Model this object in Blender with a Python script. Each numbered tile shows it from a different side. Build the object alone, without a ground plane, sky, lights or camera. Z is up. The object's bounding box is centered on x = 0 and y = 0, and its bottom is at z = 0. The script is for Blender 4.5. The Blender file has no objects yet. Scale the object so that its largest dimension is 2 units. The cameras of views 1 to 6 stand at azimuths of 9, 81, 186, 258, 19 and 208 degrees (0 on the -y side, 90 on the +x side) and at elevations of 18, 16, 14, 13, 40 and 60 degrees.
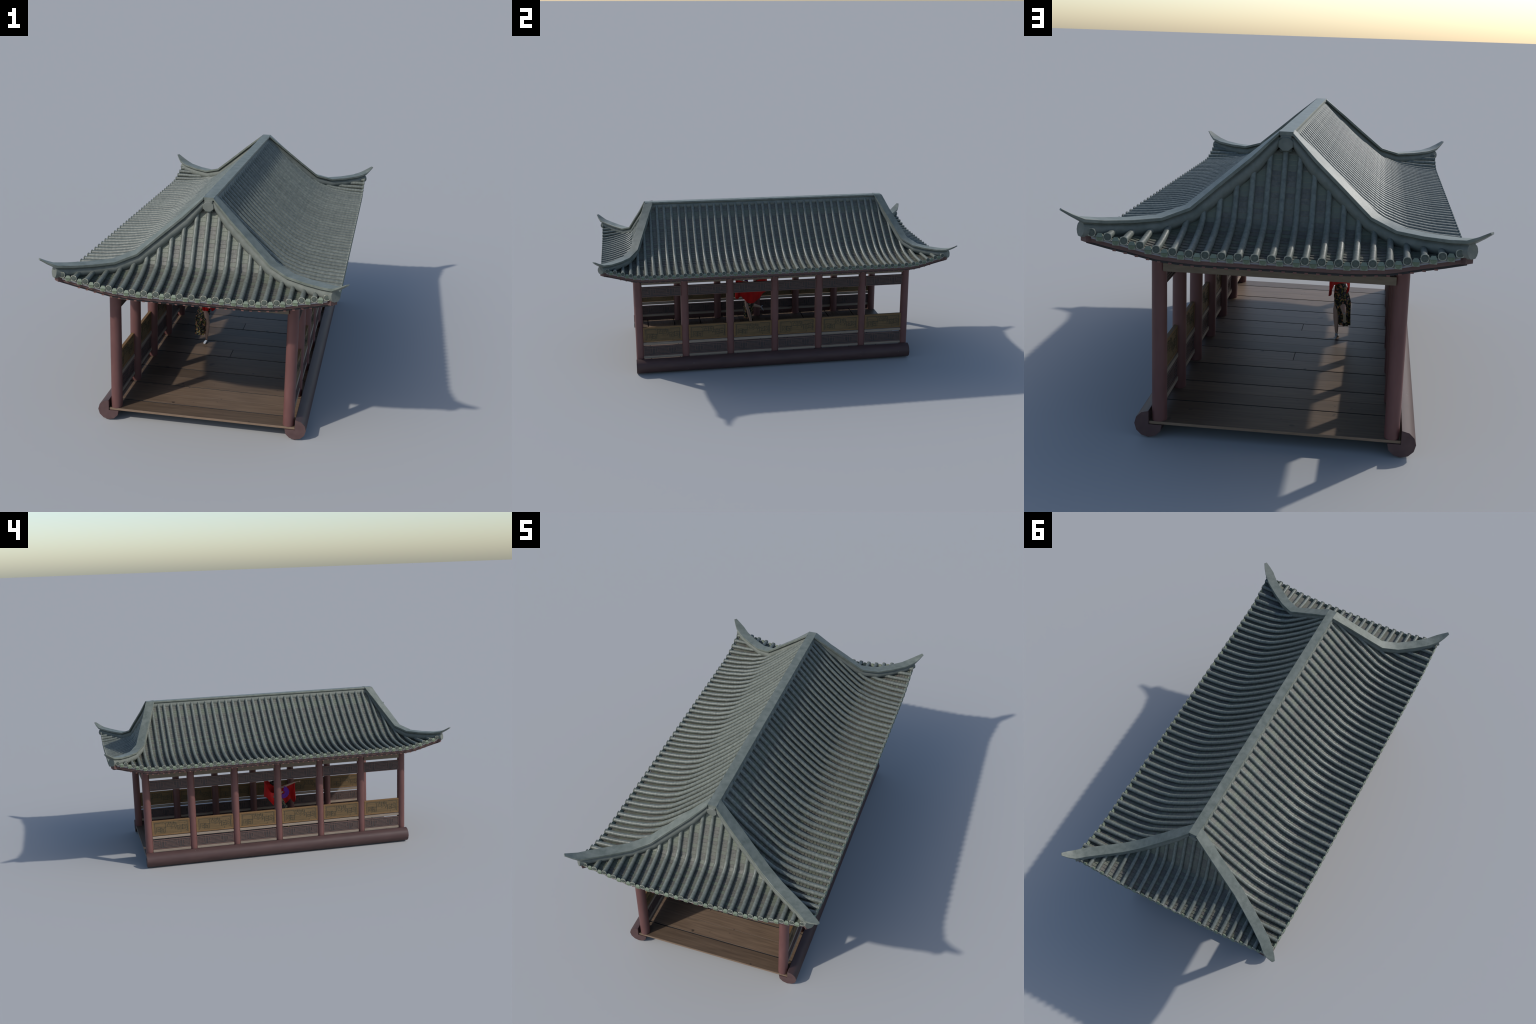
import bpy, math, random
from mathutils import Vector, Matrix, noise

R = random.Random(7)

# ------------------------------------------------------------------ helpers
def interp(pts, x):
    if x <= pts[0][0]:
        return pts[0][1]
    for (a, fa), (b, fb) in zip(pts, pts[1:]):
        if x <= b:
            return fa + (fb - fa) * (x - a) / (b - a)
    return pts[-1][1]


def sstep(a, b, x):
    t = min(1.0, max(0.0, (x - a) / (b - a)))
    return t * t * (3 - 2 * t)


def mesh(name, verts, faces, mats, smooth=False, angle=None, idx=None):
    me = bpy.data.meshes.new(name)
    me.from_pydata([tuple(v) for v in verts], [], faces)
    for m in (mats if isinstance(mats, (list, tuple)) else [mats]):
        me.materials.append(m)
    if idx:
        me.polygons.foreach_set("material_index", idx)
    if smooth or angle is not None:
        me.polygons.foreach_set("use_smooth", [True] * len(me.polygons))
    me.validate()
    me.update()
    if angle is not None:
        me.set_sharp_from_angle(angle=math.radians(angle))
    return me


def put(name, me, parent=None, loc=(0, 0, 0), rotz=0.0, stuff=False):
    ob = bpy.data.objects.new(name, me)
    bpy.context.scene.collection.objects.link(ob)
    ob.location = loc
    ob.rotation_euler = (0, 0, rotz)
    if parent is not None:
        ob.parent = parent
    if stuff:
        ob["kind"] = "stuff"
    return ob


def empty(name, label, category, loc=(0, 0, 0)):
    ob = bpy.data.objects.new(name, None)
    bpy.context.scene.collection.objects.link(ob)
    ob.location = loc
    ob["label"] = label
    ob["category"] = category
    return ob


class Geo:
    """collects vertices and faces of one part"""
    def __init__(self):
        self.v, self.f, self.m = [], [], []

    def add(self, vs, fs, mi=0):
        o = len(self.v)
        self.v += [tuple(p) for p in vs]
        self.f += [tuple(i + o for i in f) for f in fs]
        self.m += [mi] * len(fs)

    def box(self, x0, x1, y0, y1, z0, z1, mi=0):
        vs = [(x, y, z) for x in (x0, x1) for y in (y0, y1) for z in (z0, z1)]
        self.add(vs, [(0, 1, 3, 2), (4, 6, 7, 5), (0, 4, 5, 1), (2, 3, 7, 6), (0, 2, 6, 4), (1, 5, 7, 3)], mi)

    def cbox(self, x0, x1, y0, y1, z0, z1, c=0.001, mi=0):
        """box with chamfered edges: an octagonal section along the longest side, bevelled ends"""
        d = [x1 - x0, y1 - y0, z1 - z0]
        ax = d.index(max(d))
        o = [(x0, y0, z0), (x1, y1, z1)]
        b, e = [i for i in range(3) if i != ax]
        ring = [(b0, e0) for b0, e0 in (
            (o[0][b] + c, o[0][e]), (o[1][b] - c, o[0][e]), (o[1][b], o[0][e] + c), (o[1][b], o[1][e] - c),
            (o[1][b] - c, o[1][e]), (o[0][b] + c, o[1][e]), (o[0][b], o[1][e] - c), (o[0][b], o[0][e] + c))]
        cb, ce = (o[0][b] + o[1][b]) / 2, (o[0][e] + o[1][e]) / 2
        kb, ke = 1 - 2 * c / d[b], 1 - 2 * c / d[e]
        vs = []
        for a, s in ((o[0][ax], 1), (o[0][ax] + c, 0), (o[1][ax] - c, 0), (o[1][ax], 1)):
            for rb, re in ring:
                p = [0, 0, 0]
                p[ax] = a
                p[b] = cb + (rb - cb) * (kb if s else 1)
                p[e] = ce + (re - ce) * (ke if s else 1)
                vs.append(p)
        fs = [tuple(range(8))[::-1], tuple(range(24, 32))]
        for r in range(3):
            for i in range(8):
                j = (i + 1) % 8
                fs.append((r * 8 + i, r * 8 + j, r * 8 + 8 + j, r * 8 + 8 + i))
        if ax == 1:
            fs = [f[::-1] for f in fs]
        self.add(vs, fs, mi)

    def rings(self, rings, cap=True, mi=0, capmi=None, closed=True):
        n = len(rings[0])
        vs = [p for r in rings for p in r]
        fs = []
        for k in range(len(rings) - 1):
            for i in range(n if closed else n - 1):
                j = (i + 1) % n
                fs.append((k * n + i, k * n + j, k * n + n + j, k * n + n + i))
        self.add(vs, fs, mi)
        if cap:
            o = len(self.v) - len(vs)
            self.f += [tuple(range(o, o + n))[::-1], tuple(range(o + (len(rings) - 1) * n, o + len(rings) * n))]
            self.m += [mi if capmi is None else capmi] * 2

    def mesh(self, name, mats, **k):
        me = mesh(name, self.v, self.f, mats, idx=self.m, **k)
        return me


def tube(path, radius, n=10, up=Vector((0, 0, 1))):
    """rings of a tube through path; radius is a number, a list, or (a, b) pairs"""
    P = [Vector(p) for p in path]
    out = []
    for i, p in enumerate(P):
        t = (P[min(i + 1, len(P) - 1)] - P[max(i - 1, 0)]).normalized()
        s = t.cross(up)
        if s.length < 1e-4:
            s = t.cross(Vector((1, 0, 0)))
        s.normalize()
        w = s.cross(t)
        r = radius[i] if isinstance(radius, (list, tuple)) else radius
        ra, rb = r if isinstance(r, (list, tuple)) else (r, r)
        out.append([p + s * math.cos(a) * ra + w * math.sin(a) * rb for a in (2 * math.pi * k / n for k in range(n))])
    return out


# ---------------------------------------------------------------- materials
def add_rings(m, axis, period, dark):
    """thin uneven joint rings across a tube tile"""
    nt = m.node_tree
    N, L = nt.nodes, nt.links
    bs = N["Principled BSDF"]
    src = bs.inputs["Base Color"].links[0].from_socket
    tc = [n for n in N if n.bl_idname == "ShaderNodeTexCoord"][0]
    wv = N.new("ShaderNodeTexWave")
    wv.bands_direction = axis
    wv.inputs["Scale"].default_value = 0.314 / period
    wv.inputs["Distortion"].default_value = 3.0
    wv.inputs["Detail"].default_value = 3
    wv.inputs["Detail Scale"].default_value = 6
    L.new(tc.outputs["Object"], wv.inputs["Vector"])
    rp = N.new("ShaderNodeMapRange")
    rp.inputs["To Min"].default_value = 1 - dark
    rp.inputs["To Max"].default_value = 1 + dark
    L.new(wv.outputs["Fac"], rp.inputs["Value"])
    hs = N.new("ShaderNodeHueSaturation")
    L.new(rp.outputs[0], hs.inputs["Value"])
    L.new(src, hs.inputs["Color"])
    L.new(hs.outputs["Color"], bs.inputs["Base Color"])


def mat(name, base, rough=0.7, var=None, scale=(40, 40, 40), detail=4, amount=0.5, bump=0.0, bump_scale=200,
        island=0.0, objrand=0.0, spec=0.3, spots=None, sheen=0.0, hue=None, metallic=0.0):
    """base colour mottled with `var` by stretched noise; optional value change per island / per object"""
    m = bpy.data.materials.new(name)
    m.use_nodes = True
    nt = m.node_tree
    N, L = nt.nodes, nt.links
    bs = N["Principled BSDF"]
    bs.inputs["Roughness"].default_value = rough
    bs.inputs["Specular IOR Level"].default_value = spec
    bs.inputs["Metallic"].default_value = metallic
    if sheen:
        bs.inputs["Sheen Weight"].default_value = sheen
    tc = N.new("ShaderNodeTexCoord")
    mp = N.new("ShaderNodeMapping")
    mp.inputs["Scale"].default_value = scale
    L.new(tc.outputs["Object"], mp.inputs["Vector"])
    vec = mp.outputs["Vector"]
    if objrand:
        oi = N.new("ShaderNodeObjectInfo")
        va = N.new("ShaderNodeVectorMath")
        va.operation = "MULTIPLY_ADD"
        L.new(oi.outputs["Random"], va.inputs[0])
        va.inputs[1].default_value = (37, 91, 53)
        L.new(vec, va.inputs[2])
        vec = va.outputs[0]
    no = N.new("ShaderNodeTexNoise")
    no.inputs["Scale"].default_value = 1.0
    no.inputs["Detail"].default_value = detail
    no.inputs["Roughness"].default_value = 0.6
    L.new(vec, no.inputs["Vector"])
    ra = N.new("ShaderNodeValToRGB")
    ra.color_ramp.elements[0].position = 0.5 - 0.5 * (1 - amount) - 0.02
    ra.color_ramp.elements[1].position = 0.5 + 0.5 * (1 - amount) * 0.5 + 0.02
    ra.color_ramp.elements[0].position = 0.33
    ra.color_ramp.elements[1].position = 0.68
    ra.color_ramp.elements[0].color = (*base, 1)
    ra.color_ramp.elements[1].color = (*(var or base), 1)
    L.new(no.outputs["Fac"], ra.inputs["Fac"])
    col = ra.outputs["Color"]

    def mixc(fac, a, b):
        mx = N.new("ShaderNodeMix")
        mx.data_type = "RGBA"
        if hasattr(fac, "node"):
            L.new(fac, mx.inputs["Factor"])
        else:
            mx.inputs["Factor"].default_value = fac
        for s, v in (("A", a), ("B", b)):
            i = [q for q in mx.inputs if q.name == s and q.type == "RGBA"][0]
            if hasattr(v, "node"):
                L.new(v, i)
            else:
                i.default_value = (*v, 1)
        return [q for q in mx.outputs if q.type == "RGBA"][0]

    if hue:                       # second tint chosen per island
        ge = N.new("ShaderNodeNewGeometry")
        r2 = N.new("ShaderNodeValToRGB")
        r2.color_ramp.elements[0].position = 0.35
        r2.color_ramp.elements[1].position = 0.9
        L.new(ge.outputs["Random Per Island"], r2.inputs["Fac"])
        col = mixc(r2.outputs["Color"], col, hue)
    for spread, kind in ((island, "island"), (objrand, "object")):
        if spread:
            if kind == "island":
                s = N.new("ShaderNodeNewGeometry").outputs["Random Per Island"]
            else:
                s = oi.outputs["Random"]
            mr = N.new("ShaderNodeMapRange")
            mr.inputs["To Min"].default_value = 1 - spread
            mr.inputs["To Max"].default_value = 1 + spread
            L.new(s, mr.inputs["Value"])
            hs = N.new("ShaderNodeHueSaturation")
            L.new(mr.outputs[0], hs.inputs["Value"])
            L.new(col, hs.inputs["Color"])
            col = hs.outputs["Color"]
    if spots:                     # list of (scale, threshold, colour)
        for k, (sc, th, c) in enumerate(spots):
            n2 = N.new("ShaderNodeTexNoise")
            n2.inputs["Scale"].default_value = sc
            n2.inputs["Detail"].default_value = 1.5
            ad = N.new("ShaderNodeVectorMath")
            ad.inputs[1].default_value = (k * 7.3, k * 3.1, k * 5.7)
            L.new(tc.outputs["Object"], ad.inputs[0])
            L.new(ad.outputs[0], n2.inputs["Vector"])
            rr = N.new("ShaderNodeValToRGB")
            rr.color_ramp.elements[0].position = th
            rr.color_ramp.elements[1].position = th + 0.03
            L.new(n2.outputs["Fac"], rr.inputs["Fac"])
            col = mixc(rr.outputs["Color"], col, c)
    L.new(col, bs.inputs["Base Color"])
    if bump:
        nb = N.new("ShaderNodeTexNoise")
        nb.inputs["Scale"].default_value = bump_scale
        nb.inputs["Detail"].default_value = 5
        L.new(tc.outputs["Object"], nb.inputs["Vector"])
        bu = N.new("ShaderNodeBump")
        bu.inputs["Strength"].default_value = bump
        bu.inputs["Distance"].default_value = 0.002
        L.new(nb.outputs["Fac"], bu.inputs["Height"])
        L.new(bu.outputs["Normal"], bs.inputs["Normal"])
    return m


TUBE_LOOK = ((0.088, 0.101, 0.087), 0.43, (0.148, 0.161, 0.139), (90, 90, 90), 5)
M_TUBE = mat("glazed_tube_tile", *TUBE_LOOK, objrand=0.10, bump=0.25, bump_scale=260, spec=0.42)
add_rings(M_TUBE, "X", 0.015, 0.07)
M_TUBE_G = mat("glazed_tube_tile_end", *TUBE_LOOK, objrand=0.10, bump=0.25, bump_scale=260, spec=0.42)
add_rings(M_TUBE_G, "Y", 0.015, 0.07)
M_PAN = mat("pan_tile", (0.084, 0.085, 0.070), 0.50, (0.134, 0.130, 0.110), (120, 120, 120), 5, island=0.20, hue=(0.092, 0.104, 0.076), spec=0.5, bump=0.3, bump_scale=300)
M_CAP = mat("ridge_cap_tile", (0.094, 0.110, 0.091), 0.47, (0.152, 0.168, 0.144), (34, 34, 34), 10, spec=0.5, bump=0.2, bump_scale=240)
M_BODY = mat("ridge_body_tile", (0.105, 0.118, 0.102), 0.65, (0.155, 0.165, 0.145), (30, 30, 30), 7, bump=0.2, bump_scale=240)
M_RIM = mat("disc_rim_tile", (0.250, 0.252, 0.200), 0.7, (0.300, 0.302, 0.245), (200, 200, 200), 4, objrand=0.08)
M_DISC = mat("disc_face_tile", (0.056, 0.068, 0.058), 0.75, (0.090, 0.104, 0.088), (260, 260, 260), 4, bump=0.5, bump_scale=500, objrand=0.08)
M_DRIP = mat("drip_plate_tile", (0.205, 0.224, 0.178), 0.7, (0.172, 0.190, 0.150), (200, 200, 200), 4, objrand=0.08)
M_SHIELD = mat("drip_shield_tile", (0.105, 0.135, 0.085), 0.7, (0.130, 0.160, 0.105), (220, 220, 220), 4, bump=0.4, bump_scale=450, objrand=0.10)
M_HOOD = mat("drip_hood_tile", (0.138, 0.168, 0.124), 0.7, (0.165, 0.195, 0.148), (200, 200, 200), 4, objrand=0.10)
M_LILAC = mat("eave_mortar", (0.190, 0.190, 0.205), 0.85, (0.230, 0.230, 0.240), (120, 120, 120), 4)
M_RED = mat("fascia_paint", (0.090, 0.050, 0.046), 0.7, (0.120, 0.068, 0.060), (30, 30, 120), 5)
M_SOFFIT = mat("soffit_board", (0.048, 0.033, 0.031), 0.8, (0.062, 0.042, 0.039), (40, 40, 40), 4)
M_RAFTER = mat("rafter_paint", (0.160, 0.076, 0.064), 0.7, (0.130, 0.064, 0.055), (60, 60, 60), 4)
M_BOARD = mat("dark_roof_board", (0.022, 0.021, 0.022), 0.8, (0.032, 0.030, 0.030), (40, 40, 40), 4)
M_COL = mat("column_paint", (0.110, 0.047, 0.043), 0.5, (0.134, 0.059, 0.054), (30, 30, 9), 5, objrand=0.06, bump=0.1, bump_scale=120, spec=0.35)
M_LOG = mat("log_paint", (0.056, 0.032, 0.031), 0.52, (0.071, 0.041, 0.039), (40, 8, 40), 5, spots=[(75, 0.735, (0.095, 0.07, 0.065))], spec=0.25)
M_LOGEND = mat("log_end_paint", (0.072, 0.040, 0.039), 0.7, (0.090, 0.052, 0.050), (40, 40, 40), 4)
M_FLOOR = mat("floor_wood", (0.082, 0.055, 0.036), 0.5, (0.138, 0.094, 0.062), (7, 130, 130), 7, objrand=0.34, spots=[(28, 0.72, (0.05, 0.034, 0.024))], spec=0.45)
M_EDGE = mat("floor_edge_wood", (0.160, 0.108, 0.070), 0.75, (0.200, 0.138, 0.095), (30, 200, 200), 5)
M_RAIL = mat("pale_rail_wood", (0.205, 0.162, 0.124), 0.75, (0.262, 0.210, 0.166), (200, 14, 200), 6, objrand=0.06, spots=[(22, 0.70, (0.27, 0.16, 0.13))])
M_BEAM = mat("beam_wood", (0.135, 0.108, 0.078), 0.75, (0.170, 0.135, 0.098), (30, 30, 120), 6)
M_OCHRE = mat("carved_panel_wood", (0.094, 0.062, 0.029), 0.7, (0.140, 0.090, 0.041), (200, 10, 160), 6, objrand=0.05, bump=0.15, bump_scale=200)
M_OFRAME = mat("carved_frame_wood", (0.136, 0.076, 0.031), 0.7, (0.172, 0.100, 0.042), (200, 10, 200), 6, objrand=0.05)
M_CARVE = mat("carving_line", (0.042, 0.036, 0.023), 0.7, (0.060, 0.049, 0.029), (120, 120, 120), 4)
M_LATB = mat("lattice_back", (0.048, 0.038, 0.036), 0.75, (0.058, 0.047, 0.044), (60, 60, 60), 4)
M_LAT = mat("lattice_bar", (0.100, 0.061, 0.052), 0.7, (0.118, 0.072, 0.062), (60, 60, 60), 4)
M_UNDER = mat("roof_underside_wood", (0.075, 0.045, 0.040), 0.8, (0.095, 0.058, 0.050), (30, 30, 30), 5)
M_SKIN = mat("skin", (0.42, 0.27, 0.20), 0.5, (0.46, 0.30, 0.23), (60, 60, 60), 3)
M_HAIR = mat("black_hair", (0.008, 0.007, 0.007), 0.4, (0.014, 0.012, 0.011), (200, 200, 60), 4)
M_DRESS = mat("floral_dress", (0.010, 0.012, 0.012), 0.6, (0.018, 0.020, 0.019), (60, 60, 60), 3,
              spots=[(120, 0.545, (0.17, 0.14, 0.03)), (90, 0.60, (0.40, 0.18, 0.10)), (130, 0.64, (0.20, 0.17, 0.19))])
M_SHAWL = mat("red_silk", (0.42, 0.003, 0.003), 0.6, (0.54, 0.006, 0.005), (40, 40, 20), 3)
M_FAN = mat("purple_paper", (0.120, 0.020, 0.240), 0.6, (0.150, 0.028, 0.300), (60, 60, 60), 3)
M_SHOE = mat("pale_shoe", (0.32, 0.36, 0.42), 0.4, (0.38, 0.42, 0.48), (60, 60, 60), 3)
M_SOLE = mat("shoe_sole", (0.32, 0.24, 0.15), 0.6, (0.36, 0.27, 0.17), (60, 60, 60), 3)

# ----------------------------------------------------------------- geometry
pav = empty("tiled_pavilion", "long open wooden pavilion with curved grey green tiled roof", "pavilion")

EX, EY = 0.510, 0.966             # tube ends of the long and short eaves
SIDE = [(0.0, 0.898), (0.02, 0.880), (0.08, 0.8195), (0.135, 0.768), (0.215, 0.700), (0.276, 0.6545), (0.345, 0.6275), (0.43, 0.6140), (0.512, 0.6095)]
GABLE = [(0.66, 0.912), (0.685, 0.868), (0.735, 0.766), (0.782, 0.668), (0.815, 0.647), (0.85, 0.635), (0.90, 0.619), (0.945, 0.6095), (0.968, 0.608)]
LIFT_S = [(0.70, 0.0), (0.755, 0.002), (0.797, 0.009), (0.84, 0.020), (0.88, 0.031), (0.925, 0.042), (0.97, 0.052)]
LIFT_G = [(0.20, 0.0), (0.25, 0.003), (0.308, 0.008), (0.35, 0.017), (0.39, 0.026), (0.434, 0.034), (0.474, 0.043), (0.52, 0.053)]
HIP = [(0.0, 0.677), (0.02, 0.685), (0.26, 0.782), (0.331, 0.826), (0.463, 0.922), (0.52, 0.978)]   # plan line of the hip
HIPI = [(b, a) for a, b in HIP]


def hip_y(x):
    return interp(HIP, abs(x))


def hip_x(y):
    return interp(HIPI, abs(y)) if abs(y) > 0.677 else 0.0


def z_side(x, y):
    x, y = abs(x), abs(y)
    return interp(SIDE, x) + interp(LIFT_S, y) * sstep(0.26, 0.50, x)


def z_gable(x, y):
    x, y = abs(x), abs(y)
    return interp(GABLE, y) + interp(LIFT_G, x) * sstep(0.78, 0.955, y)


# rows of tubes: regular pitch with a few closed-up joints between tile fields
G = 0.0419
SY = [-0.928]
for k in range(45):
    SY.append(SY[-1] + {6: 0.0400, 0: 0.0395, 21: 0.0375, 22: 0.0396, 37: 0.0342, 38: 0.0397}.get(k, G))
mid = (SY[0] + SY[-1]) / 2
SY = [(y - mid) * 0.929 / (SY[-1] - mid) for y in SY]
GX = [0.0432 * (k - 11) for k in range(23)]

# --- roof deck (solid shell under the tiles) with its underside
deck = Geo()
NS = 26


def slope_grid(kind, sgn, drop, n_along):
    rows = []
    for i in range(n_along + 1):
        row = []
        if kind == "s":
            y = -0.962 + 1.924 * i / n_along
            a, b = max(0.006, hip_x(y)), EX - 0.012
            a = min(a, b)
            for k in range(NS + 1):
                x = a + (b - a) * k / NS
                row.append((sgn * x, y, z_side(x, y) - drop))
        else:
            x = -0.505 + 1.01 * i / n_along
            a, b = hip_y(x), EY - 0.012
            a = min(a, b)
            for k in range(NS + 1):
                y = a + (b - a) * k / NS
                row.append((x, sgn * y, z_gable(x, y) - drop))
        rows.append(row)
    return rows


for kind, n in (("s", 90), ("g", 50)):
    for sgn in (1, -1):
        for drop, mi in ((0.0165, 0), (0.028, 1)):
            deck.rings(slope_grid(kind, sgn, drop, n), cap=False, mi=mi, closed=False)
roof = put("roof", deck.mesh("roof_deck", [M_PAN, M_UNDER], angle=40), pav)

# --- pan tiles: stepped, slightly troughed courses in every gap between tubes
PITCH = 0.0145


def course_stations(kind, a, b, c):
    """positions along the fall line spaced by arc length, from the eave upward"""
    f = (lambda t: z_side(t, c)) if kind == "s" else (lambda t: z_gable(c, t))
    st, t, acc = [b], b, 0.0
    while t > a:
        t2 = t - 0.001
        acc += math.hypot(0.001, f(t2) - f(t))
        t = t2
        if acc >= PITCH:
            st.append(t)
            acc = 0.0
    st.append(t)
    return st[::-1]


def pan_strip(kind, sgn, c0, c1):
    g = Geo()
    mid = (c0 + c1) / 2
    if kind == "s":
        top = min(hip_x(c0), hip_x(c1)) if min(abs(c0), abs(c1)) > 0.66 or max(abs(c0), abs(c1)) > 0.677 else 0.0
        top, bot = max(0.012, top), EX - 0.0005
    else:
        top, bot = min(hip_y(c0), hip_y(c1)), EY - 0.0005
    st = course_stations(kind, top, bot, mid)
    U = (0.0, 0.25, 0.5, 0.75, 1.0)
    trough = (0.0, 0.0012, 0.0018, 0.0012, 0.0)
    for s0, s1 in zip(st, st[1:]):
        rows = []
        jit = R.uniform(-0.0005, 0.0005)
        for t, h in ((s0 - 0.002, -0.0012), (s1, 0.0012 + jit), (s1, -0.0018)):
            row = []
            for u, tr in zip(U, trough):
                c = c0 + (c1 - c0) * u
                if kind == "s":
                    x = max(t, hip_x(c), 0.01)
                    row.append((sgn * x, c, z_side(x, c) - 0.0060 - 0.0040 * sstep(0.06, 0.16, x) - tr + h))
                else:
                    y = max(t, hip_y(c))
                    row.append((c, sgn * y, z_gable(c, y) - 0.0100 - tr + h))
            rows.append(row)
        d = sum((Vector(p) - Vector(q)).length for p, q in zip(rows[0], rows[1]))
        if d < 0.01:
            continue
        g.rings(rows, cap=False, closed=False)
    return g


for sgn in (1, -1):
    for c0, c1 in zip(SY, SY[1:]):
        g = pan_strip("s", sgn, c0, c1)
        if g.f:
            put("pan_tile_column", g.mesh("pan_tiles", M_PAN), roof)
    for c0, c1 in zip(GX, GX[1:]):
        g = pan_strip("g", sgn, c0, c1)
        if g.f:
            put("pan_tile_column", g.mesh("pan_tiles", M_PAN), roof)

# --- cover tubes, eave discs and drip tiles
TR = 0.0098
cache = {}


def cover_tube(kind, sgn, c):
    if kind == "s":
        a, b = max(0.016, hip_x(c) - 0.004 if abs(c) > 0.677 else 0), EX - 0.001
        z = lambda t: z_side(t, c)
    else:
        a, b = hip_y(c) - 0.003, EY - 0.001
        z = lambda t: z_gable(c, t)
    n = max(3, int((b - a) / 0.022))
    path, rad = [], []
    for i in range(n + 1):
        t = a + (b - a) * i / n
        path.append((sgn * t, 0, z(t)) if kind == "s" else (0, sgn * t, z(t)))
        rad.append(TR * (0.90 + 0.10 * sstep(0.0, 1.0, i / n)))
    g = Geo()
    g.rings(tube(path, rad, 12))
    return g.mesh("cover_tube", M_TUBE if kind == "s" else M_TUBE_G, angle=50)


# end disc, modelled looking along -y (face at y<0)
def disc_mesh():
    g = Geo()
    n = 20

    def ring(r, y, sq=0.0):
        out = []
        for k in range(n):
            a = 2 * math.pi * (k + 0.5) / n
            ca, sa = math.cos(a), math.sin(a)
            q = r / max(abs(ca), abs(sa))
            rr = r + (q - r) * sq
            out.append((ca * rr, y, sa * rr))
        return out
    g.rings([ring(0.0098, 0.005, 0.0), ring(0.0112, 0.0012, 0.35), ring(0.0112, 0.0, 0.35)], cap=False, mi=2)
    g.rings([ring(0.0112, 0.0, 0.35), ring(0.0109, -0.0008, 0.25), ring(0.0101, -0.0010, 0.0), ring(0.0096, 0.0003)], cap=False, mi=0)
    g.rings([ring(0.0096, 0.0003), ring(0.0058, -0.0002), ring(0.0052, -0.0007), ring(0.001, -0.0009)], cap=False, mi=1)
    g.add(ring(0.001, -0.0009), [tuple(range(n))], 1)
    return g.mesh("eave_disc", [M_RIM, M_DISC, M_TUBE], angle=35)


def drip_mesh(hood=True):
    g = Geo()
    # plate
    g.cbox(-0.0098, 0.0098, -0.0005, 0.004, -0.0175, -0.0020, 0.0008, 0)
    # shield: bowl outline set proud of the plate
    n = 9
    arc = [(0.0084 * math.cos(a), 0, -0.0060 - 0.0095 * math.sin(a) ** 0.8 * (1 + 0.12 * math.sin(a) ** 8))
           for a in (math.pi * k / n for k in range(n + 1))]
    g.rings([[(x, -0.0004, z) for x, _, z in arc], [(x * 0.97, -0.0017, -0.0062 + (z + 0.006) * 0.96) for x, _, z in arc]], mi=1)
    # lip between plate and hood
    g.cbox(-0.0090, 0.0090, -0.0030, 0.002, -0.0056, -0.0038, 0.0006, 2)
    if hood:                       # little sloping gable over the shield
        vs = [(-0.0100, -0.0016, -0.0038), (0.0100, -0.0016, -0.0038), (0.0052, 0.0030, 0.0042),
              (-0.0052, 0.0030, 0.0042), (-0.0112, 0.0130, -0.0090), (0.0112, 0.0130, -0.0090)]
        g.add(vs, [(0, 1, 2, 3), (3, 2, 5, 4), (1, 5, 2), (0, 3, 4)], 2)
    return g.mesh("drip_tile", [M_DRIP, M_SHIELD, M_HOOD], angle=30)


DISC, DRIP, DRIP0 = disc_mesh(), drip_mesh(), drip_mesh(False)
ROT = {("s", 1): math.pi / 2, ("s", -1): -math.pi / 2, ("g", 1): math.pi, ("g", -1): 0.0}


def eave_point(kind, sgn, c, out=0.0):
    if kind == "s":
        return (sgn * (EX + out), c, z_side(EX, c))
    return (c, sgn * (EY + out), z_gable(c, EY))


for kind, cs in (("s", SY), ("g", GX)):
    for sgn in (1, -1):
        for k, c in enumerate(cs):
            key = (kind, sgn, round(c, 4)) if (abs(c) > (0.66 if kind == "s" else 0)) else (kind, sgn)
            if key not in cache:
                cache[key] = cover_tube(kind, sgn, c)
            put("cover_tube", cache[key], roof, (0, c, 0) if kind == "s" else (c, 0, 0))
            corner = k in (0, len(cs) - 1)
            turn = 0.0
            if corner:
                turn = 0.0 * (1 if c > 0 else -1) * sgn * (1 if kind == "s" else -1)
            put("eave_disc", DISC, roof, eave_point(kind, sgn, c), ROT[kind, sgn] - (-turn if kind == "s" else turn) * -1)
        for k, (c0, c1) in enumerate(zip(cs, cs[1:])):
            c = (c0 + c1) / 2
            bare = (kind == "s" and k in (15, 22, 30)) or (kind == "g" and k in (10, 11))
            p = eave_point(kind, sgn, c)
            put("drip_tile", DRIP0 if bare else DRIP, roof, (p[0], p[1], p[2] - 0.0005), ROT[kind, sgn])

# --- layered eave: mortar strip, fascia, dark board, rafters
def eave_strip(name, m, out_s, out_g, dz0, dz1, depth, over=0.0, m_side=None):
    """a bar of given depth running round all four eaves and following their upturned corners"""
    for kind, sgn in ROT:
        g = Geo()
        n = 60 if kind == "s" else 36
        half = (EY - out_g if kind == "s" else EX - out_s) + over
        rings = []
        for i in range(n + 1):
            c = -half + 2 * half * i / n
            if kind == "s":
                z = z_side(EX, min(abs(c), 0.95))
                o, q = EX - out_s, EX - out_s - depth
                r = [(sgn * o, c, z + dz0), (sgn * o, c, z + dz1), (sgn * q, c, z + dz1), (sgn * q, c, z + dz0)]
            else:
                z = z_gable(min(abs(c), 0.5), EY)
                o, q = EY - out_g, EY - out_g - depth
                r = [(c, sgn * o, z + dz0), (c, sgn * o, z + dz1), (c, sgn * q, z + dz1), (c, sgn * q, z + dz0)]
            rings.append(r)
        g.rings(rings)
        put(name, g.mesh(name, (m_side or m) if kind == "s" else m, angle=30), roof)


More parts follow.
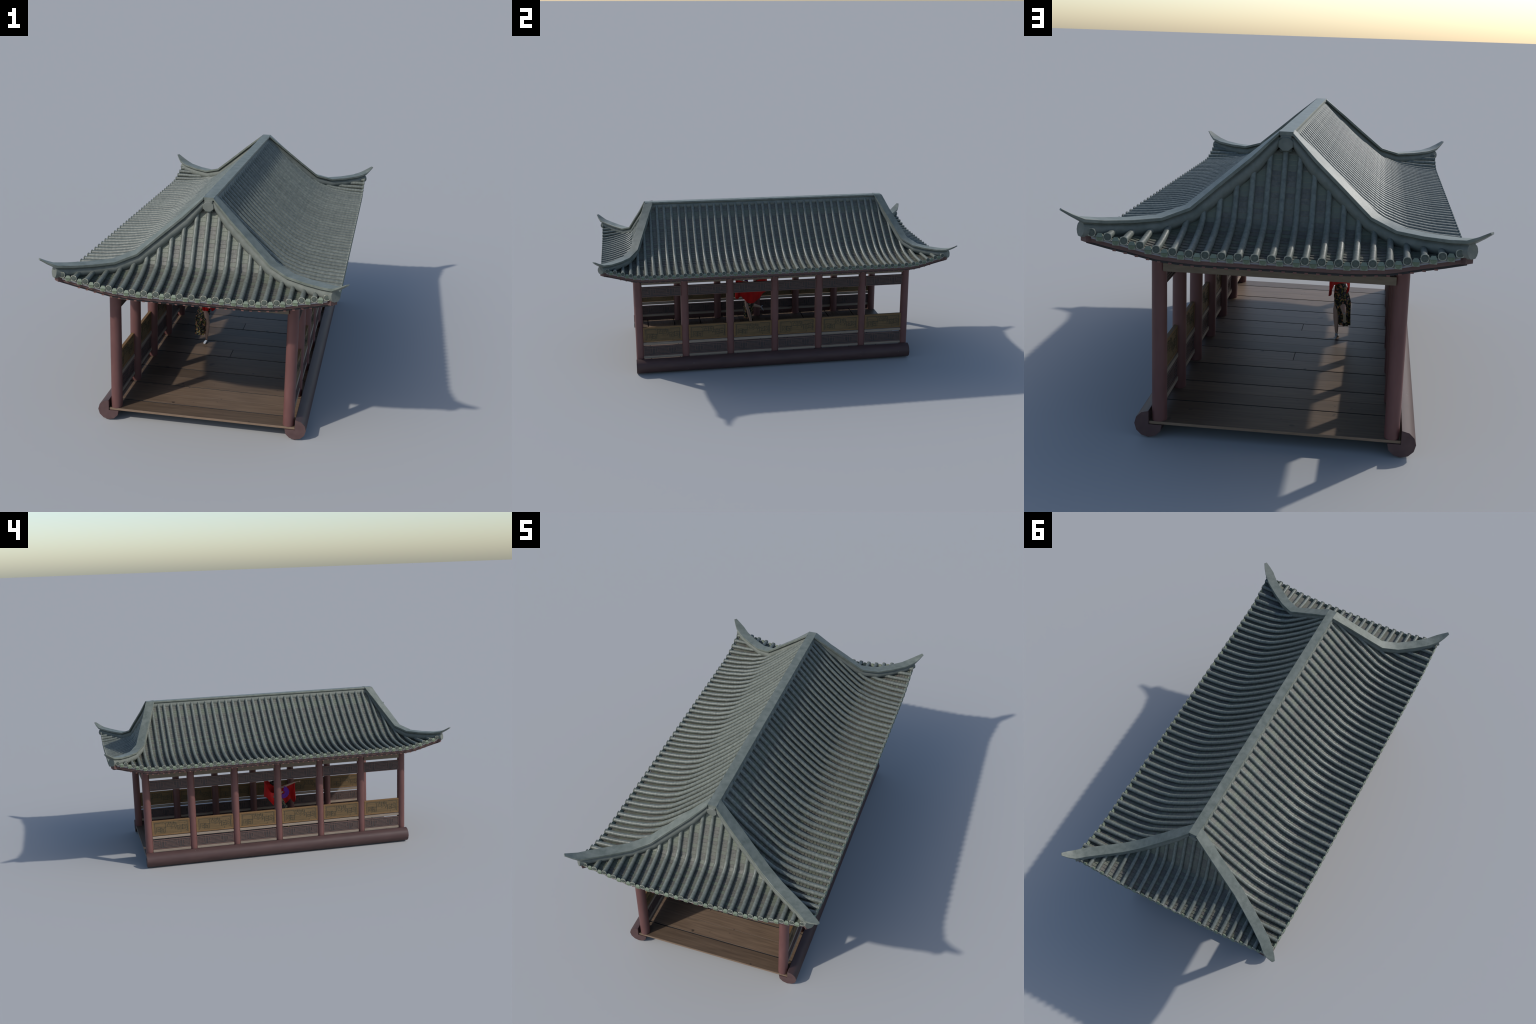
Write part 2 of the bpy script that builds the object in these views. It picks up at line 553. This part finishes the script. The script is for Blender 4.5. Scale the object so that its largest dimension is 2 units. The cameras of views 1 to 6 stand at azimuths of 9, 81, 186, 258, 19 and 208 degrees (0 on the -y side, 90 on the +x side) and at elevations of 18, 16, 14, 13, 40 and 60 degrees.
eave_strip("eave_mortar_strip", M_LILAC, 0.0030, 0.0030, -0.0172, -0.0085, 0.008, over=-0.030)
eave_strip("fascia_board", M_RED, 0.010, 0.012, -0.030, -0.014, 0.012, over=-0.002)
eave_strip("roof_board", M_BOARD, 0.014, 0.018, -0.038, -0.0305, 0.035, over=0.0, m_side=M_SOFFIT)
for kind, sgn in ROT:
    g = Geo()
    half, pitch = (0.86, 0.0294) if kind == "s" else (0.42, 0.0294)
    n = int(2 * half / pitch)
    for i in range(n + 1):
        c = -half + 2 * half * i / n
        w = 0.0046
        z = z_side(EX, c) if kind == "s" else z_gable(c, EY)
        E = EX - 0.0132 if kind == "s" else EY - 0.0172
        f = (lambda t: z_side(t, c)) if kind == "s" else (lambda t: z_gable(c, t))
        rings = []
        for k in range(7):        # each rafter climbs inward with the roof
            t = E - 0.125 * k / 6
            zt = f(t) - f(E)
            zt = z + max(0.0, zt) * 0.9
            sec = [(-w, -0.0398), (w, -0.0398), (w, -0.0352), (-w, -0.0352)]
            rings.append([(sgn * t, c + a, zt + h) if kind == "s" else (c + a, sgn * t, zt + h) for a, h in sec])
        g.rings(rings)
    put("rafter", g.mesh("rafters", M_RAFTER), roof, stuff=True)
for sx in (1, -1):
    for sy in (1, -1):
        g = Geo()
        a, b = Vector((sx * 0.34, sy * 0.77, 0.585)), Vector((sx * 0.500, sy * 0.958, 0.636))
        d = (b - a).normalized()
        s = Vector((-d.y, d.x, 0)).normalized() * 0.013
        u = Vector((0, 0, 0.012))
        g.rings([[p - s - u, p + s - u, p + s + u, p - s + u] for p in (a, b)])
        put("corner_rafter", g.mesh("corner_rafter", M_RED), roof)

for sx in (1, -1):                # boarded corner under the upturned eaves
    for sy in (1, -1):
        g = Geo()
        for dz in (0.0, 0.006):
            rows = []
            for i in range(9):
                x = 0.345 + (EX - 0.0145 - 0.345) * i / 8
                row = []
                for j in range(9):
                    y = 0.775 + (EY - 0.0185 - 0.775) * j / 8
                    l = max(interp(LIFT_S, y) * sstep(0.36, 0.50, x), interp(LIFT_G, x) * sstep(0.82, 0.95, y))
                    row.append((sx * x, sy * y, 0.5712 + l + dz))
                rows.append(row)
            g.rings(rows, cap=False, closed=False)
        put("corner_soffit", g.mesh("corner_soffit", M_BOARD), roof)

# --- ridge and hips: flat cap slab over a rounded body
def section_body(w, k=1.0):
    pts = [(0.0140, -0.010), (0.0140, -0.0140), (0.0200, -0.0185), (0.0228, -0.0255), (0.0228, -0.0345), (0.0180, -0.0430), (0.0095, -0.0500)]
    pts = [(x * k, z) for x, z in pts]
    return [(x, z) for x, z in pts] + [(-x, z) for x, z in pts[::-1]]


def sweep(g, path, secs, x_clip=None, mi=0):
    P = [Vector(p) for p in path]
    rings = []
    for i, p in enumerate(P):
        t0 = (P[i] - P[i - 1]).normalized() if i else None
        t1 = (P[i + 1] - P[i]).normalized() if i < len(P) - 1 else None
        t = ((t0 or t1) + (t1 or t0)).normalized()
        s = Vector((t.y, -t.x, 0)).normalized()
        n = s.cross(t)
        if n.z < 0:
            n = -n
        ring = [p + s * x + n * z for x, z in secs[i]]
        if i == 0 and x_clip is not None:
            kc = (x_clip - p.x) / t.x
            ring = [q + t * ((x_clip - q.x) / t.x) for q in ring]
            for q in ring:        # keep the slab nearly level where it meets the ridge
                q.z -= 0.75 * t.z * ((q - p).dot(t) - kc)
        rings.append(ring)
    g.rings(rings, mi=mi)


RZ = 0.9085
RE = 0.7065
g = Geo()
sweep(g, [(0, -RE + 0.002, RZ), (0, RE - 0.002, RZ)], [section_body(0)] * 2)
ridge = put("ridge", g.mesh("ridge_body", M_BODY, angle=35), roof)
g = Geo()
cap_r = [(0.0200, 0.0), (0.0205, -0.0012), (0.0205, -0.0085), (0.0150, -0.0125), (-0.0150, -0.0125), (-0.0205, -0.0085), (-0.0205, -0.0012), (-0.0200, 0.0)]
sweep(g, [(0, -RE, RZ), (0, RE, RZ)], [cap_r] * 2)
put("ridge_cap", g.mesh("ridge_cap", M_CAP, angle=30), ridge)
for sy in (1, -1):                # bracket tile below each ridge end
    g = Geo()
    g.cbox(-0.017, 0.017, *sorted((sy * 0.672, sy * 0.700)), RZ - 0.058, RZ - 0.044, 0.002)
    put("ridge_end_bracket", g.mesh("bracket", M_DISC), ridge)
    g = Geo()                     # eight-sided boss closing the ridge
    rr = []
    for y, r in ((0.686, 0.0226), (0.7095, 0.0226), (0.7115, 0.0205)):
        rr.append([(r * math.cos(a), sy * y, RZ - 0.0345 + r * 0.92 * math.sin(a)) for a in (math.pi / 8 + math.pi / 4 * k for k in range(8))])
    g.rings(rr)
    g.cbox(-0.0155, 0.0155, *sorted((sy * 0.690, sy * 0.7085)), RZ - 0.020, RZ - 0.0105, 0.001)
    put("ridge_end_boss", g.mesh("ridge_end_boss", M_BODY, angle=30), ridge)

HP = [(0.012, 0.6825, 0.9150), (0.10, 0.7175, 0.8370), (0.18, 0.7500, 0.7680), (0.260, 0.782, 0.6990), (0.331, 0.826, 0.6750), (0.400, 0.874, 0.6745), (0.463, 0.9215, 0.6795), (0.502, 0.9600, 0.6885)]
TIP = [(0.524, 0.9780, 0.7015), (0.5445, 0.9945, 0.7165)]


def cap_sec(w, t=0.0085):
    return [(w, -0.0006), (w, -t), (w * 0.68, -t - 0.0035), (-w * 0.68, -t - 0.0035), (-w, -t), (-w, -0.0006), (-w + 0.0008, 0.0), (w - 0.0008, 0.0)]


for sx in (1, -1):
    for sy in (1, -1):
        path = [(sx * x, sy * y, z) for x, y, z in HP]
        g = Geo()
        sweep(g, [(p[0], p[1], p[2] - 0.0) for p in path], [section_body(0, 0.9)] * len(path), x_clip=sx * 0.0200)
        hip = put("hip_ridge", g.mesh("hip_body", M_BODY, angle=35), roof)
        g = Geo()
        full = path + [(sx * x, sy * y, z) for x, y, z in TIP]
        secs = [cap_sec(0.0235)] * (len(path) - 1) + [cap_sec(0.0225), cap_sec(0.0165, 0.0045), cap_sec(0.0075, 0.0020)]
        sweep(g, full, secs, x_clip=sx * 0.0195)
        put("hip_cap", g.mesh("hip_cap", M_CAP, angle=24), hip)

# --- timber frame
CX, CYE, CR = 0.3425, 0.7715, 0.0221
FLOOR = 0.0500
CY = [-CYE + 2 * CYE * i / 6 for i in range(7)]
g = Geo()
g.rings([[(r * math.cos(a), r * math.sin(a), z) for a in (2 * math.pi * k / 24 for k in range(24))]
         for z, r in ((0.0, CR * 0.98), (0.004, CR * 1.01), (0.05, CR), (0.30, CR), (0.545, CR * 0.97))])
COL = g.mesh("column", M_COL, angle=40)
for sx in (1, -1):
    for y in CY:
        put("column", COL, pav, (sx * CX, y, FLOOR + 0.0002))

# logs: twelve-sided, notched over the floor edge
LR = 0.0413
for sx in (1, -1):
    g = Geo()
    zc = LR
    cx = 0.371
    ring = []
    for k in range(12):
        a = math.pi / 2 - 2 * math.pi * k / 12
        ring.append((cx + LR * math.cos(a) / math.cos(math.pi / 12) * 0.985, zc + LR * math.sin(a)))
    # keep outer and lower part; the upper inner quarter is cut away for the floor
    keep = [(x, z) for x, z in ring if not (x < 0.3695 and z > 0.0405)]
    top = (0.3700, zc + LR - 0.0005)
    prof = [top] + [p for p in keep if p[0] > 0.3701] + [p for p in keep if p[0] <= 0.3701 and p[1] < 0.0405][0:]
    inner = min(p[0] for p in prof)
    prof = [(x, max(0.0, z)) for x, z in prof] + [(0.3310, 0.0402), (0.3700, 0.0402)]
    g.rings([[(sx * x, y, z) for x, z in prof] for y in (-0.7955, 0.7955)], capmi=1)
    put("base_log", g.mesh("base_log", [M_LOG, M_LOGEND], angle=40), pav)

# floor planks: nineteen courses, two of them jointed in the middle
FY, NP = 0.7915, 19
pw = 2 * FY / NP
for i in range(NP):
    y0, y1 = -FY + pw * i, -FY + pw * (i + 1)
    gap0 = 0.0028 if i % 2 else 0.0003
    gap1 = 0.0028 if (i + 1) % 2 and i < NP - 1 else 0.0003
    runs = [(-0.3692, 0.3692)] if i not in (7, 11) else [(-0.3692, 0.0005), (0.0025, 0.3692)]
    for x0, x1 in runs:
        g = Geo()
        g.cbox(x0, x1, y0 + gap0, y1 - gap1, FLOOR - 0.009, FLOOR - R.uniform(0, 0.0004), 0.0003)
        for k, p in enumerate(g.f):
            c = sum((Vector(g.v[q]) for q in p), Vector()) / len(p)
            if abs(c.z - FLOOR + 0.0045) < 0.003 and abs(c.y) > FY - 0.002:
                g.m[k] = 1
            elif c.z < FLOOR - 0.0012:
                g.m[k] = 2        # joint faces in the near-black material, so the seams read as dark lines
        put("floor_plank", g.mesh("floor_plank", [M_FLOOR, M_EDGE, M_BOARD]), pav)
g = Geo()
g.cbox(-0.330, 0.330, -0.770, 0.770, 0.0365, FLOOR - 0.0095, 0.001)  # dark plate below the planks, seen through the gaps as dark lines
put("dark_underfloor_plate", g.mesh("dark_underfloor_plate", M_BOARD), pav)
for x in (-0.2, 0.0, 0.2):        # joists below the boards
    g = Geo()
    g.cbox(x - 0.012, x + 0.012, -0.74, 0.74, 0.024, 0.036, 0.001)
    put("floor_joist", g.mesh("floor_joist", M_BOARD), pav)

# side bays
BW = (CY[1] - CY[0]) / 2 - 0.0188      # half width of a panel


def frame(g, hw, z0, z1, t, b, mi):
    g.cbox(-t, t, -hw, hw, z0, z0 + b, 0.0006, mi)
    g.cbox(-t, t, -hw, hw, z1 - b, z1, 0.0006, mi)
    g.cbox(-t, t, -hw, -hw + b, z0 + b, z1 - b, 0.0006, mi)
    g.cbox(-t, t, hw - b, hw, z0 + b, z1 - b, 0.0006, mi)


def lattice_mesh(z0, z1):
    g = Geo()
    t = 0.0062
    g.box(-t + 0.0020, t - 0.0020, -BW, BW, z0 + 0.001, z1 - 0.001, 0)
    frame(g, BW, z0, z1, t, 0.0045, 1)
    W, H = 2 * BW, z1 - z0
    hb, vb = 0.0013, 0.0013
    def H_(u0, u1, v):
        for s in (1, -1):
            g.box(*sorted((s * (t - 0.0022), s * (t - 0.0006))), *sorted((s * (-BW + u0 * W), s * (-BW + u1 * W))), z1 - v * H - hb, z1 - v * H + hb, 1)
    def V_(u, v0, v1):
        for s in (1, -1):
            g.box(*sorted((s * (t - 0.0022), s * (t - 0.0004))), s * (-BW + u * W) - vb, s * (-BW + u * W) + vb, z1 - v1 * H, z1 - v0 * H, 1)
    for v in (0.22, 0.36, 0.50, 0.64, 0.78):
        a, b = (0.165, 0.36) if v in (0.36, 0.5) else (0.20, 0.31)
        if v != 0.22:
            H_(0.02, a, v)
            H_(1 - a, 0.98, v)
        if v == 0.22:
            H_(0.02, 0.98, v)
        else:
            H_(b, 1 - b, v)
    for u, v0, v1 in ((0.165, 0.22, 0.64), (0.225, 0.08, 0.80), (0.295, 0.08, 0.80), (0.36, 0.22, 0.64)):
        V_(u, v0, v1)
        V_(1 - u, v0, v1)
    return g.mesh("lattice_panel", [M_LATB, M_LAT])


def carved_mesh(z0, z1):
    g = Geo()
    t = 0.0062
    g.box(-t + 0.0012, t - 0.0012, -BW, BW, z0 + 0.001, z1 - 0.001, 0)
    frame(g, BW, z0, z1, t, 0.0072, 1)
    W, H = 2 * BW, z1 - z0
    e = 0.0012
    step = [0]

    def line(pts, w=e):
        for (u0, v0), (u1, v1) in zip(pts, pts[1:]):
            step[0] = (step[0] + 1) % 23          # every stroke a hair prouder than the last
            pr = 0.0007 - 0.00003 * step[0]
            for s in (1, -1):
                ya, yb = sorted((s * (-BW + u0 * W), s * (-BW + u1 * W)))
                za, zb = sorted((z1 - v0 * H, z1 - v1 * H))
                g.box(*sorted((s * (t - 0.0016), s * (t - pr))), ya - w, yb + w, za - w, zb + w, 2)
    line([(0.075, 0.86), (0.075, 0.16), (0.33, 0.16), (0.33, 0.23)], 0.0014)
    line([(0.70, 0.13), (0.935, 0.13), (0.935, 0.84)], 0.0012)
    line([(0.56, 0.86), (0.20, 0.88)][:1] + [(0.56, 0.86)], 0.0008)

    def spiral(u, v, s, f=1):
        k = H / W
        q = [(-1, 1), (-1, -1), (1, -1), (1, 0.7), (-0.35, 0.7), (-0.35, -0.35), (0.35, -0.35), (0.35, 0.15)]
        line([(u + f * a * s * k, v + b * s) for a, b in q])
    spiral(0.175, 0.62, 0.15)
    spiral(0.285, 0.66, 0.15, -1)
    spiral(0.435, 0.34, 0.17)
    spiral(0.575, 0.36, 0.16, -1)
    spiral(0.745, 0.58, 0.15)
    spiral(0.865, 0.54, 0.15, -1)
    line([(0.33, 0.50), (0.37, 0.50), (0.37, 0.36)])
    line([(0.52, 0.20), (0.56, 0.20), (0.56, 0.28)])
    line([(0.63, 0.40), (0.68, 0.40), (0.68, 0.66)])
    line([(0.62, 0.62), (0.62, 0.52), (0.65, 0.52)])
    line([(0.80, 0.36), (0.80, 0.44)])
    rr = random.Random(3)
    for u, v in ((0.20, 0.82), (0.26, 0.46), (0.30, 0.82), (0.44, 0.14), (0.50, 0.56), (0.58, 0.14), (0.63, 0.24), (0.72, 0.36), (0.76, 0.80), (0.86, 0.30), (0.89, 0.76)):
        du, dv = rr.choice(((0.02, 0), (0.03, 0), (0, 0.06), (0, 0.09)))
        line([(u, v), (u + du, v + dv)], 0.0009)
        line([(u + du, v + dv), (u + du + 0.012 * rr.choice((-1, 1)), v + dv)], 0.0009)
    return g.mesh("carved_panel", [M_OCHRE, M_OFRAME, M_CARVE])


LAT_T, LAT_B, CARV = lattice_mesh(0.4455, 0.5040), lattice_mesh(0.0965, 0.1530), carved_mesh(0.1790, 0.2675)
g = Geo()
g.cbox(-0.0080, 0.0080, -BW, BW, 0.1600, 0.1740, 0.0010)
RAIL_U = g.mesh("rail", M_RAIL)
g = Geo()
g.cbox(-0.0080, 0.0080, -BW, BW, 0.0800, 0.0940, 0.0010)
RAIL_L = g.mesh("rail", M_RAIL)
g = Geo()
g.cbox(-0.0090, 0.0090, -BW, BW, 0.5180, 0.5480, 0.0010)
TIE = g.mesh("tie_beam", M_BEAM)
for sx in (1, -1):
    for a, b in zip(CY, CY[1:]):
        p = (sx * 0.3495, (a + b) / 2, -0.002)
        q = (sx * 0.3490, (a + b) / 2, -0.001)
        rz = 0.0 if sx > 0 else math.pi
        put("frieze_panel", LAT_T, pav, p, rz)
        put("lattice_panel", LAT_B, pav, p, rz)
        put("carved_panel", CARV, pav, p, rz)
        put("upper_rail", RAIL_U, pav, q, rz)
        put("lower_rail", RAIL_L, pav, q, rz)
        put("tie_beam", TIE, pav, q, rz)
    g = Geo()
    g.cbox(sx * CX - 0.016, sx * CX + 0.016, -0.79, 0.79, 0.5485, 0.600, 0.002)
    put("wall_plate", g.mesh("wall_plate", M_RED), pav)
for sy in (1, -1):
    g = Geo()
    g.cbox(-0.327, 0.327, *sorted((sy * 0.771, sy * 0.793)), 0.5100, 0.5345, 0.0012)
    put("gable_beam", g.mesh("gable_beam", M_BEAM), pav)

# ------------------------------------------------------------ dancing woman
WO = Vector((-0.140, -0.072, FLOOR))
woman = empty("dancing_woman", "dancer in dark floral dress with red shawl and fan", "woman", WO)


def wput(name, g, mats, **k):
    g.v = [tuple(Vector(p) - WO) for p in g.v]
    return put(name, g.mesh(name, mats, **k), woman)


def oval(cx, cy, z, rx, ry, n=28, amp=0.0, waves=9, ph=0.0):
    return [(cx + (rx + amp * math.sin(waves * a + ph)) * math.cos(a), cy + (ry + amp * math.sin(waves * a + ph)) * math.sin(a), z)
            for a in (2 * math.pi * k / n for k in range(n))]


# dress: skirt and bodice
g = Geo()
S = [(0.292, -0.142, -0.060, 0.0150, 0.0125, 0), (0.270, -0.143, -0.064, 0.0190, 0.0170, 0.0003), (0.245, -0.146, -0.069, 0.0240, 0.0225, 0.0008),
     (0.215, -0.150, -0.076, 0.0290, 0.0280, 0.0016), (0.190, -0.155, -0.080, 0.0300, 0.0310, 0.0022), (0.160, -0.159, -0.082, 0.0260, 0.0290, 0.0026),
     (0.130, -0.162, -0.084, 0.0230, 0.0250, 0.0030), (0.100, -0.164, -0.086, 0.0220, 0.0220, 0.0032)]
g.rings([oval(x, y, z, rx, ry, 48, am, 9, z * 9) for z, x, y, rx, ry, am in S], cap=False)
g.rings([oval(x, y, z, rx - 0.001, ry - 0.001, 48, am, 9, z * 9) for z, x, y, rx, ry, am in S[::-1]], cap=False)
wput("skirt", g, M_DRESS, smooth=True)
g = Geo()
g.rings([oval(x, y, z, rx, ry) for z, x, y, rx, ry in ((0.288, -0.142, -0.060, 0.0152, 0.0128), (0.302, -0.142, -0.057, 0.0158, 0.0132), (0.320, -0.143, -0.052, 0.0178, 0.0150),
         (0.335, -0.143, -0.046, 0.0190, 0.0125), (0.343, -0.143, -0.042, 0.0150, 0.0090), (0.348, -0.143, -0.039, 0.0075, 0.0065))])
wput("torso", g, M_DRESS, smooth=True)
g = Geo()
g.rings(tube([(-0.143, -0.041, 0.342), (-0.143, -0.036, 0.352), (-0.143, -0.031, 0.362)], 0.0062, 12))
wput("neck", g, M_SKIN, smooth=True)


def ball(c, r, n=16, m=12):
    rings = []
    for i in range(m + 1):
        th = math.pi * (0.02 + 0.96 * i / m)
        rings.append([(c[0] + r[0] * math.sin(th) * math.cos(a), c[1] + r[1] * math.sin(th) * math.sin(a), c[2] + r[2] * math.cos(th)) for a in (2 * math.pi * k / n for k in range(n))])
    return rings


g = Geo()
g.rings(ball((-0.143, -0.030, 0.371), (0.0120, 0.0140, 0.0160)))
wput("head", g, M_SKIN, smooth=True)
g = Geo()
g.rings(ball((-0.143, -0.022, 0.3745), (0.0142, 0.0140, 0.0160)))
g.rings(ball((-0.143, -0.008, 0.378), (0.0095, 0.0085, 0.0090)))
wput("hair", g, M_HAIR, smooth=True)
g = Geo()
g.rings(tube([(-0.132, -0.047, 0.337), (-0.128, -0.080, 0.341), (-0.130, -0.108, 0.349), (-0.136, -0.155, 0.366), (-0.138, -0.166, 0.3685)], [0.0078, 0.0074, 0.0068, 0.0050, 0.0044], 12))
wput("arm", g, M_SKIN, smooth=True)
g = Geo()
g.rings(tube([(-0.138, -0.165, 0.3685), (-0.139, -0.173, 0.370), (-0.139, -0.181, 0.3712)], [(0.0048, 0.0030), (0.0060, 0.0034), (0.0040, 0.0026)], 10))
for k, dz in enumerate((0.002, 0.003, -0.0015, -0.006)):
    g.rings(tube([(-0.143 + 0.0025 * k, -0.178, 0.371), (-0.143 + 0.0025 * k, -0.187, 0.3715 + dz * 0.6), (-0.143 + 0.0025 * k, -0.195, 0.3705 + dz)], [0.0018, 0.0016, 0.0011], 8))
wput("hand", g, M_SKIN, smooth=True)
g = Geo()
g.rings(tube([(-0.155, -0.045, 0.336), (-0.166, -0.028, 0.312), (-0.170, -0.014, 0.290), (-0.170, -0.020, 0.288), (-0.169, -0.046, 0.304), (-0.168, -0.068, 0.318)], [0.0078, 0.0080, 0.0082, 0.0080, 0.0064, 0.0048], 12))
wput("arm", g, M_SKIN, smooth=True)
g = Geo()
g.rings(ball((-0.168, -0.072, 0.320), (0.0042, 0.0062, 0.0052), 10, 8))
wput("hand", g, M_SKIN, smooth=True)
# legs
g = Geo()
g.rings(tube([(-0.143, -0.092, 0.222), (-0.1325, -0.094, 0.190), (-0.1290, -0.086, 0.160), (-0.1320, -0.078, 0.128), (-0.1350, -0.071, 0.098), (-0.1365, -0.068, 0.074), (-0.137, -0.069, 0.064)],
             [0.0140, 0.0130, 0.0102, 0.0108, 0.0078, 0.0060, 0.0060], 14))
wput("leg", g, M_SKIN, smooth=True)
g = Geo()
g.rings(tube([(-0.152, -0.078, 0.196), (-0.156, -0.060, 0.184), (-0.160, -0.036, 0.178), (-0.164, -0.012, 0.170), (-0.1655, -0.002, 0.166)], [0.0125, 0.0112, 0.0104, 0.0074, 0.0062], 14))
wput("leg", g, M_SKIN, smooth=True)


def shoe(heel, toe, up):
    g = Geo()
    h, t, u = Vector(heel), Vector(toe), Vector(up)
    d = t - h
    s = d.cross(u).normalized()
    rings = []
    for f, w, hh in ((0.0, 0.0040, 0.010), (0.15, 0.0055, 0.009), (0.45, 0.0052, 0.0055), (0.75, 0.0064, 0.0045), (0.95, 0.0048, 0.0036), (1.0, 0.0022, 0.0026)):
        c = h + d * f
        rings.append([c - s * w, c - s * w * 0.95 + u * hh * 0.6, c + u * hh, c + s * w * 0.95 + u * hh * 0.6, c + s * w])
    g.rings(rings, closed=True)
    rings = [[p[0] - u * 0.0004, p[4] - u * 0.0004, p[4] - u * 0.0018, p[0] - u * 0.0018] for p in rings]
    g.rings(rings, mi=1)
    return g


g = shoe((-0.136, -0.060, 0.062), (-0.1425, -0.092, 0.0525), (0, 0.1, 1))
g.rings(tube([(-0.136, -0.060, 0.061), (-0.136, -0.059, 0.0505)], [0.003, 0.0018], 8))
wput("shoe", g, [M_SHOE, M_SOLE], angle=50)
g = shoe((-0.1655, 0.003, 0.170), (-0.169, 0.019, 0.140), (0.0, -0.88, -0.47))
g.rings(tube([(-0.1655, 0.004, 0.171), (-0.166, 0.013, 0.174)], [0.003, 0.0018], 8))
wput("shoe", g, [M_SHOE, M_SOLE], angle=50)
# pleated fan
g = Geo()
piv = Vector((-0.171, -0.076, 0.319))
n = 30
ring0, ring1 = [], []
for k in range(n + 1):
    a = math.radians(100 + 200 * k / n)
    z = 0.0012 * (1 if k % 2 else -1)
    ring0.append(piv + Vector((z * 0.3, math.cos(a) * 0.010, math.sin(a) * 0.010)))
    ring1.append(piv + Vector((z, math.cos(a) * 0.038, math.sin(a) * 0.038)))
for o in (0.0, -0.0008):
    g.rings([[p + Vector((o, 0, 0)) for p in ring0], [p + Vector((o, 0, 0)) for p in ring1]], cap=False, closed=False)
wput("fan", g, M_FAN)
# shawl: a long cloth falling from the outstretched arm, round the back to the bent elbow
PL = [(-0.136, -0.158), (-0.127, -0.150), (-0.120, -0.135), (-0.112, -0.110), (-0.106, -0.080), (-0.104, -0.050), (-0.107, -0.018), (-0.115, 0.010), (-0.130, 0.030), (-0.150, 0.036), (-0.168, 0.024), (-0.176, 0.004), (-0.172, -0.018)]
TOP = [0.368, 0.366, 0.360, 0.352, 0.346, 0.350, 0.368, 0.388, 0.394, 0.392, 0.366, 0.330, 0.318]
BOT = [0.244, 0.240, 0.262, 0.236, 0.214, 0.222, 0.246, 0.274, 0.288, 0.296, 0.290, 0.262, 0.240]
g = Geo()
rows = []
nu, nv = 96, 18
for i in range(nu + 1):
    f = i / nu * (len(PL) - 1)
    k = min(int(f), len(PL) - 2)
    t = f - k

    def cr(a):
        p0, p1, p2, p3 = a[max(k - 1, 0)], a[k], a[k + 1], a[min(k + 2, len(a) - 1)]
        return 0.5 * (2 * p1 + (p2 - p0) * t + (2 * p0 - 5 * p1 + 4 * p2 - p3) * t * t + (3 * p1 - p0 - 3 * p2 + p3) * t ** 3)
    x, y = cr([p[0] for p in PL]), cr([p[1] for p in PL])
    zt, zb = cr(TOP), cr(BOT)
    row = []
    for j in range(nv + 1):
        v = j / nv
        w = math.sin(i * 0.55) * 0.0022 * (0.3 + 0.7 * v) + math.sin(i * 0.23 + v * 5) * 0.002
        row.append((x + w, y + w * 0.6, zt + (zb - zt) * v))
    rows.append(row)
g.rings(rows, cap=False, closed=False)
g.rings([[(p[0] - 0.0008, p[1] - 0.0003, p[2]) for p in r] for r in rows], cap=False, closed=False)
# hanging tail gathered at the wrist
g.rings(tube([(-0.135, -0.160, 0.372), (-0.124, -0.158, 0.34), (-0.119, -0.158, 0.300), (-0.117, -0.159, 0.262), (-0.117, -0.159, 0.246)], [0.0045, 0.0060, 0.0085, 0.0110, 0.0075], 16))
wput("shawl", g, M_SHAWL, smooth=True)
